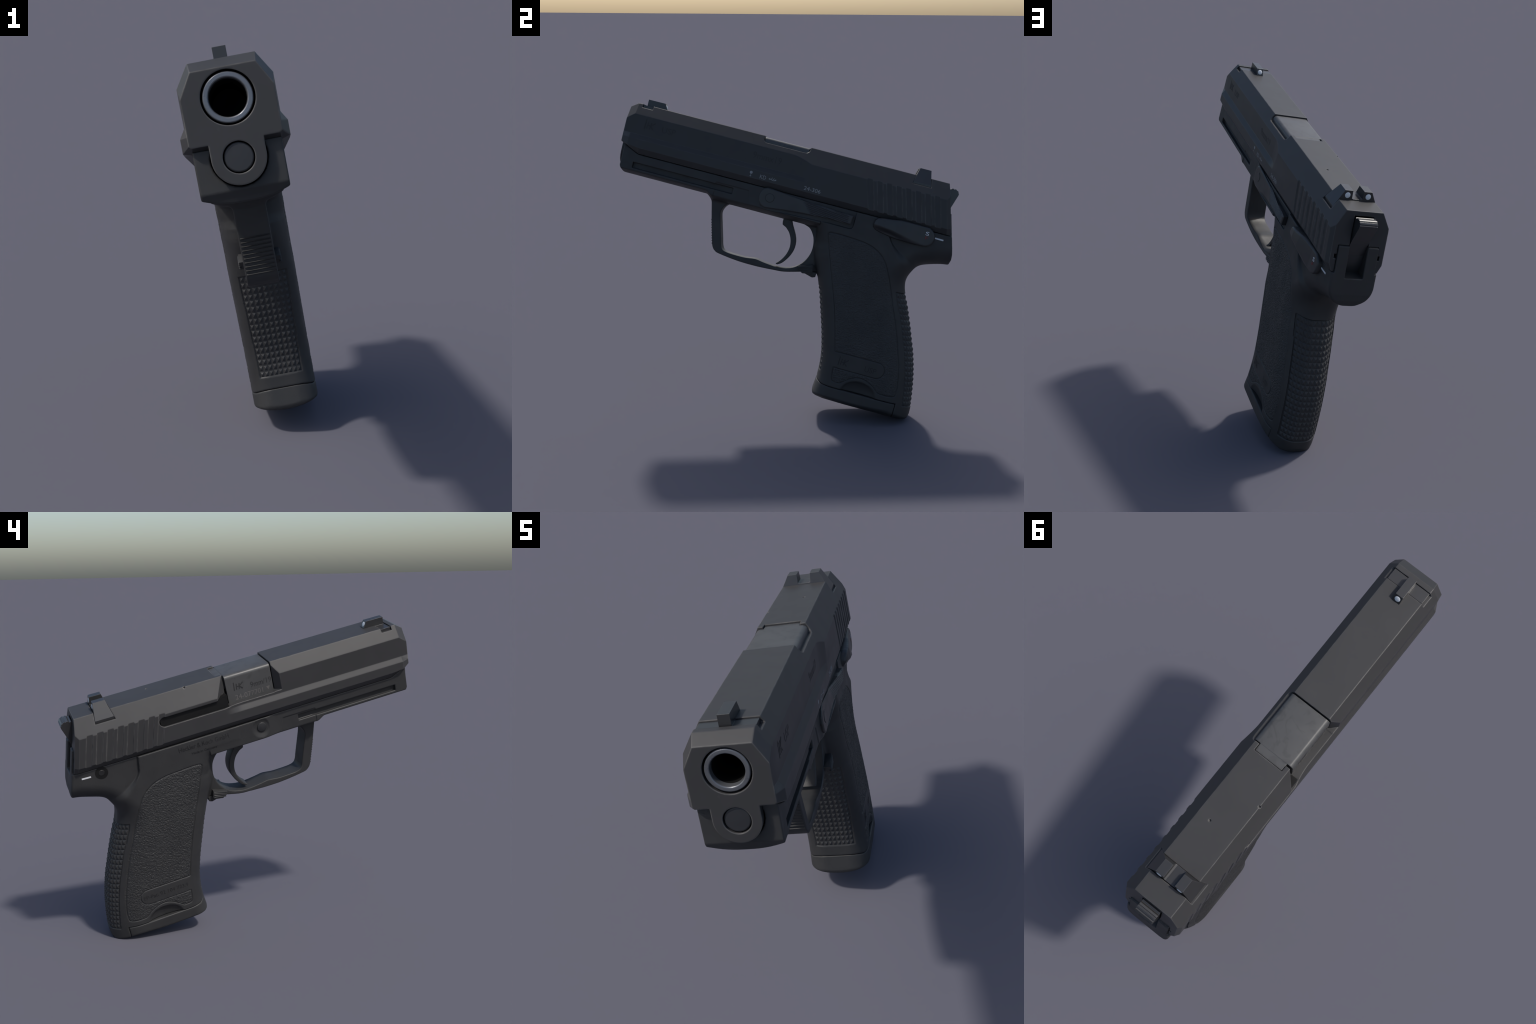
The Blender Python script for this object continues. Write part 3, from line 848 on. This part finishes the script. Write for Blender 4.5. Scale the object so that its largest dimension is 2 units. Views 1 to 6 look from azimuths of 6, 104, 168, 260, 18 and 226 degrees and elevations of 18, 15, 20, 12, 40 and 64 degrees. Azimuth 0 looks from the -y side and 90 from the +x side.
# ------------------------------------------------------------------ writing and marks
def text_mesh(txt, width, height, name='lettering', depth=0.0006):
    cu = bpy.data.curves.new('t', 'FONT'); cu.body = txt; cu.size = 1.0; cu.extrude = 0.0
    cu.resolution_u = 3
    ob = bpy.data.objects.new('t', cu); COL.objects.link(ob)
    bpy.context.view_layer.update()
    me = bpy.data.meshes.new_from_object(ob.evaluated_get(bpy.context.evaluated_depsgraph_get()))
    bpy.data.objects.remove(ob, do_unlink=True)
    co = np.array([v.co for v in me.vertices])
    mn, mx = co.min(0), co.max(0)
    uv = (co[:, :2] - mn[:2]) / np.maximum(mx[:2] - mn[:2], 1e-9)
    fs = [tuple(p.vertices) for p in me.polygons]
    bpy.data.meshes.remove(me)
    return [(u * width, v * height) for u, v in uv], fs

def put_mark(pts, faces, a0, c0, b_at, side, mat, parent, name='lettering', thick=0.0004):
    """pts are (u right, v up) as read from that side; (a0, c0) is the lower left corner as read"""
    V = []
    for w in (0.0, thick):
        for u, v in pts:
            a = a0 + u * side; c = c0 + v
            bb = b_at(a, c) if callable(b_at) else b_at
            V.append((a, side * (bb + w), c))
    nn = len(pts)
    F = [tuple(f) for f in faces] + [tuple(i + nn for i in f) for f in faces]
    ed = {}
    for f in faces:
        for i in range(len(f)):
            ed[(f[i], f[(i+1) % len(f)])] = 1
    for (i, j) in ed:
        if (j, i) not in ed:
            F.append((i, j, j + nn, i + nn))
    return add(name, recalc(mesh_from(name, V, F)), mat, parent, kind='stuff')

def write(txt, a0, a1, c0, c1, b_at, side, mat, parent):
    p, f = text_mesh(txt, abs(a1 - a0), c1 - c0)
    return put_mark(p, f, a0, c0, b_at, side, mat, parent)

def strokes(segs, w):
    """poly-strokes as flat quads in (u, v)"""
    P, F = [], []
    for (x0, y0), (x1, y1) in segs:
        d = np.array([x1 - x0, y1 - y0]); d /= np.linalg.norm(d) + 1e-9
        nx, ny = -d[1] * w / 2, d[0] * w / 2
        o = len(P)
        P += [(x0 + nx, y0 + ny), (x1 + nx, y1 + ny), (x1 - nx, y1 - ny), (x0 - nx, y0 - ny)]
        F.append((o, o+1, o+2, o+3))
    return P, F

def logo(a0, c0, w, h, b_at, side, mat, parent):
    """two stylised block letters sharing a stem, with a rule at the left"""
    s = [((0, 0), (0.03, 1.15)), ((0.22, 0.10), (0.30, 0.90)), ((0.52, 0.10), (0.60, 0.90)), ((0.26, 0.5), (0.56, 0.5)),
         ((0.58, 0.5), (0.98, 0.92)), ((0.56, 0.5), (0.90, 0.08))]
    p, f = strokes([((x0 * w, y0 * h), (x1 * w, y1 * h)) for (x0, y0), (x1, y1) in s], 0.13 * h)
    for k in range(len(f)):
        put_mark([p[i] for i in f[k]], [(0, 1, 2, 3)], a0, c0, b_at + 0.00012 * k, side, mat, parent, 'maker_mark', 0.0006)

SL, SF, SR = 0.1412, 0.1582, 0.1582
logo(0.112, -0.024, 0.060, 0.050, SL, 1, M_ENGRAVE_SLIDE, slide)
write('USP', 0.2165, 0.2985, -0.020, 0.015, SL, 1, M_ENGRAVE_SLIDE, slide)
write('9mmx19', 0.7705, 0.9420, -0.026, 0.013, SL, 1, M_ENGRAVE_SLIDE, slide)
write('KD', 0.842, 0.8785, -0.1320, -0.1095, SF, 1, M_GREYPRINT, slide)
write('24-306', 1.106, 1.2045, -0.1300, -0.1075, SR, 1, M_GREYPRINT, slide)
# small proof stamp: round head with a stalk
put_mark(*((lambda c: (c, [tuple(range(len(c)))]))(circle(0.0, 0.0, 0.0085, 14))), 0.787, -0.110, SF, 1, M_GREYPRINT, slide, 'proof_stamp')
p, f = strokes([((0, -0.0085), (0, -0.016)), ((-0.004, -0.0185), (0.004, -0.0225)), ((-0.004, -0.0225), (0.004, -0.0185))], 0.0024)
for kk in range(3):
    put_mark([p[i] for i in f[kk]], [(0, 1, 2, 3)], 0.787, -0.110, SF + 0.0001 * kk, 1, M_GREYPRINT, slide, 'proof_stamp')
# antler-like date sign
seg = [((0, 0.002), (0.030, -0.004)), ((0.004, -0.005), (0.007, 0.007)), ((0.014, -0.001), (0.020, 0.012)), ((0.024, -0.002), (0.032, 0.010)), ((0.033, -0.003), (0.043, 0.006)), ((0.030, -0.004), (0.045, 0.001))]
p, f = strokes(seg, 0.0032)
for kk in range(len(f)):
    put_mark([p[i] for i in f[kk]], [(0, 1, 2, 3)], 0.895, -0.1215, SF + 0.0001 * kk, 1, M_GREYPRINT, slide, 'date_sign')
# safety lever letters and the index bars
def safe_b(a, c):
    return float(safe_h(np.array([a]), np.array([c]))[0]) + 0.0005
write('S', 1.8500, 1.8700, -0.2050, -0.1840, safe_b, 1, M_PRINT, safety)
write('F', 1.8530, 1.8690, -0.2290, -0.2120, safe_b, 1, M_RED, safety)
bar = [(0, 0), (0.050, -0.001), (0.050, 0.0075), (0, 0.0085)]
def tang_b(a, c):
    return float(side_b(np.array([a]), np.array([c]))[0]) + 0.0003
put_mark(bar, [(0, 1, 2, 3)], 1.911, -0.2130, tang_b, 1, M_PRINT, frame, 'index_bar', 0.0016)
put_mark(bar, [(0, 1, 2, 3)], 1.961, -0.2165, tang_b, -1, M_PRINT, frame, 'index_bar', 0.0016)
# chamber, right side
logo(1.034, 0.014, 0.055, 0.042, 0.1072, -1, M_ENGRAVE_CHAMBER, chamber)
write('9mm/19', 0.940, 0.818, 0.006, 0.038, 0.1072, -1, M_ENGRAVE_CHAMBER, chamber)
write('24-077701', 1.036, 0.874, -0.0405, -0.0120, 0.1072, -1, M_ROSEPRINT, chamber)
put_mark([(0, 0.021), (0.0105, 0), (0.021, 0.021)], [(0, 1, 2)], 0.8530, -0.0350, 0.1072, -1, M_ROSEPRINT, chamber, 'triangle_mark')
# frame, right side
fr_b = 0.1482
write('Heckler & Koch GmbH', 1.419, 1.129, -0.226, -0.199, fr_b, -1, M_ENGRAVE, frame)
write('Made in Germany', 1.351, 1.203, -0.264, -0.246, fr_b, -1, M_ENGRAVE, frame)
# tags on the grip
def tag_b(a, c):
    return float(side_b(np.array([a]), np.array([c]))[0]) + 0.0002
write('EP-Pat. 92 104 723.9', 1.818, 1.548, -1.0540, -1.0300, tag_b, -1, M_ENGRAVE, grip)
gb = tag_b(1.60, -1.04)
logo(1.562, -1.0680, 0.056, 0.046, gb, 1, M_ENGRAVE, grip)
write('USP', 1.7190, 1.7870, -1.0660, -1.0330, tag_b, 1, M_ENGRAVE, grip)

# white dots carry one mesh each; nothing else to clean up
for o in list(bpy.data.objects):
    if o.name.startswith(('cutter', 'work')):
        bpy.data.objects.remove(o, do_unlink=True)
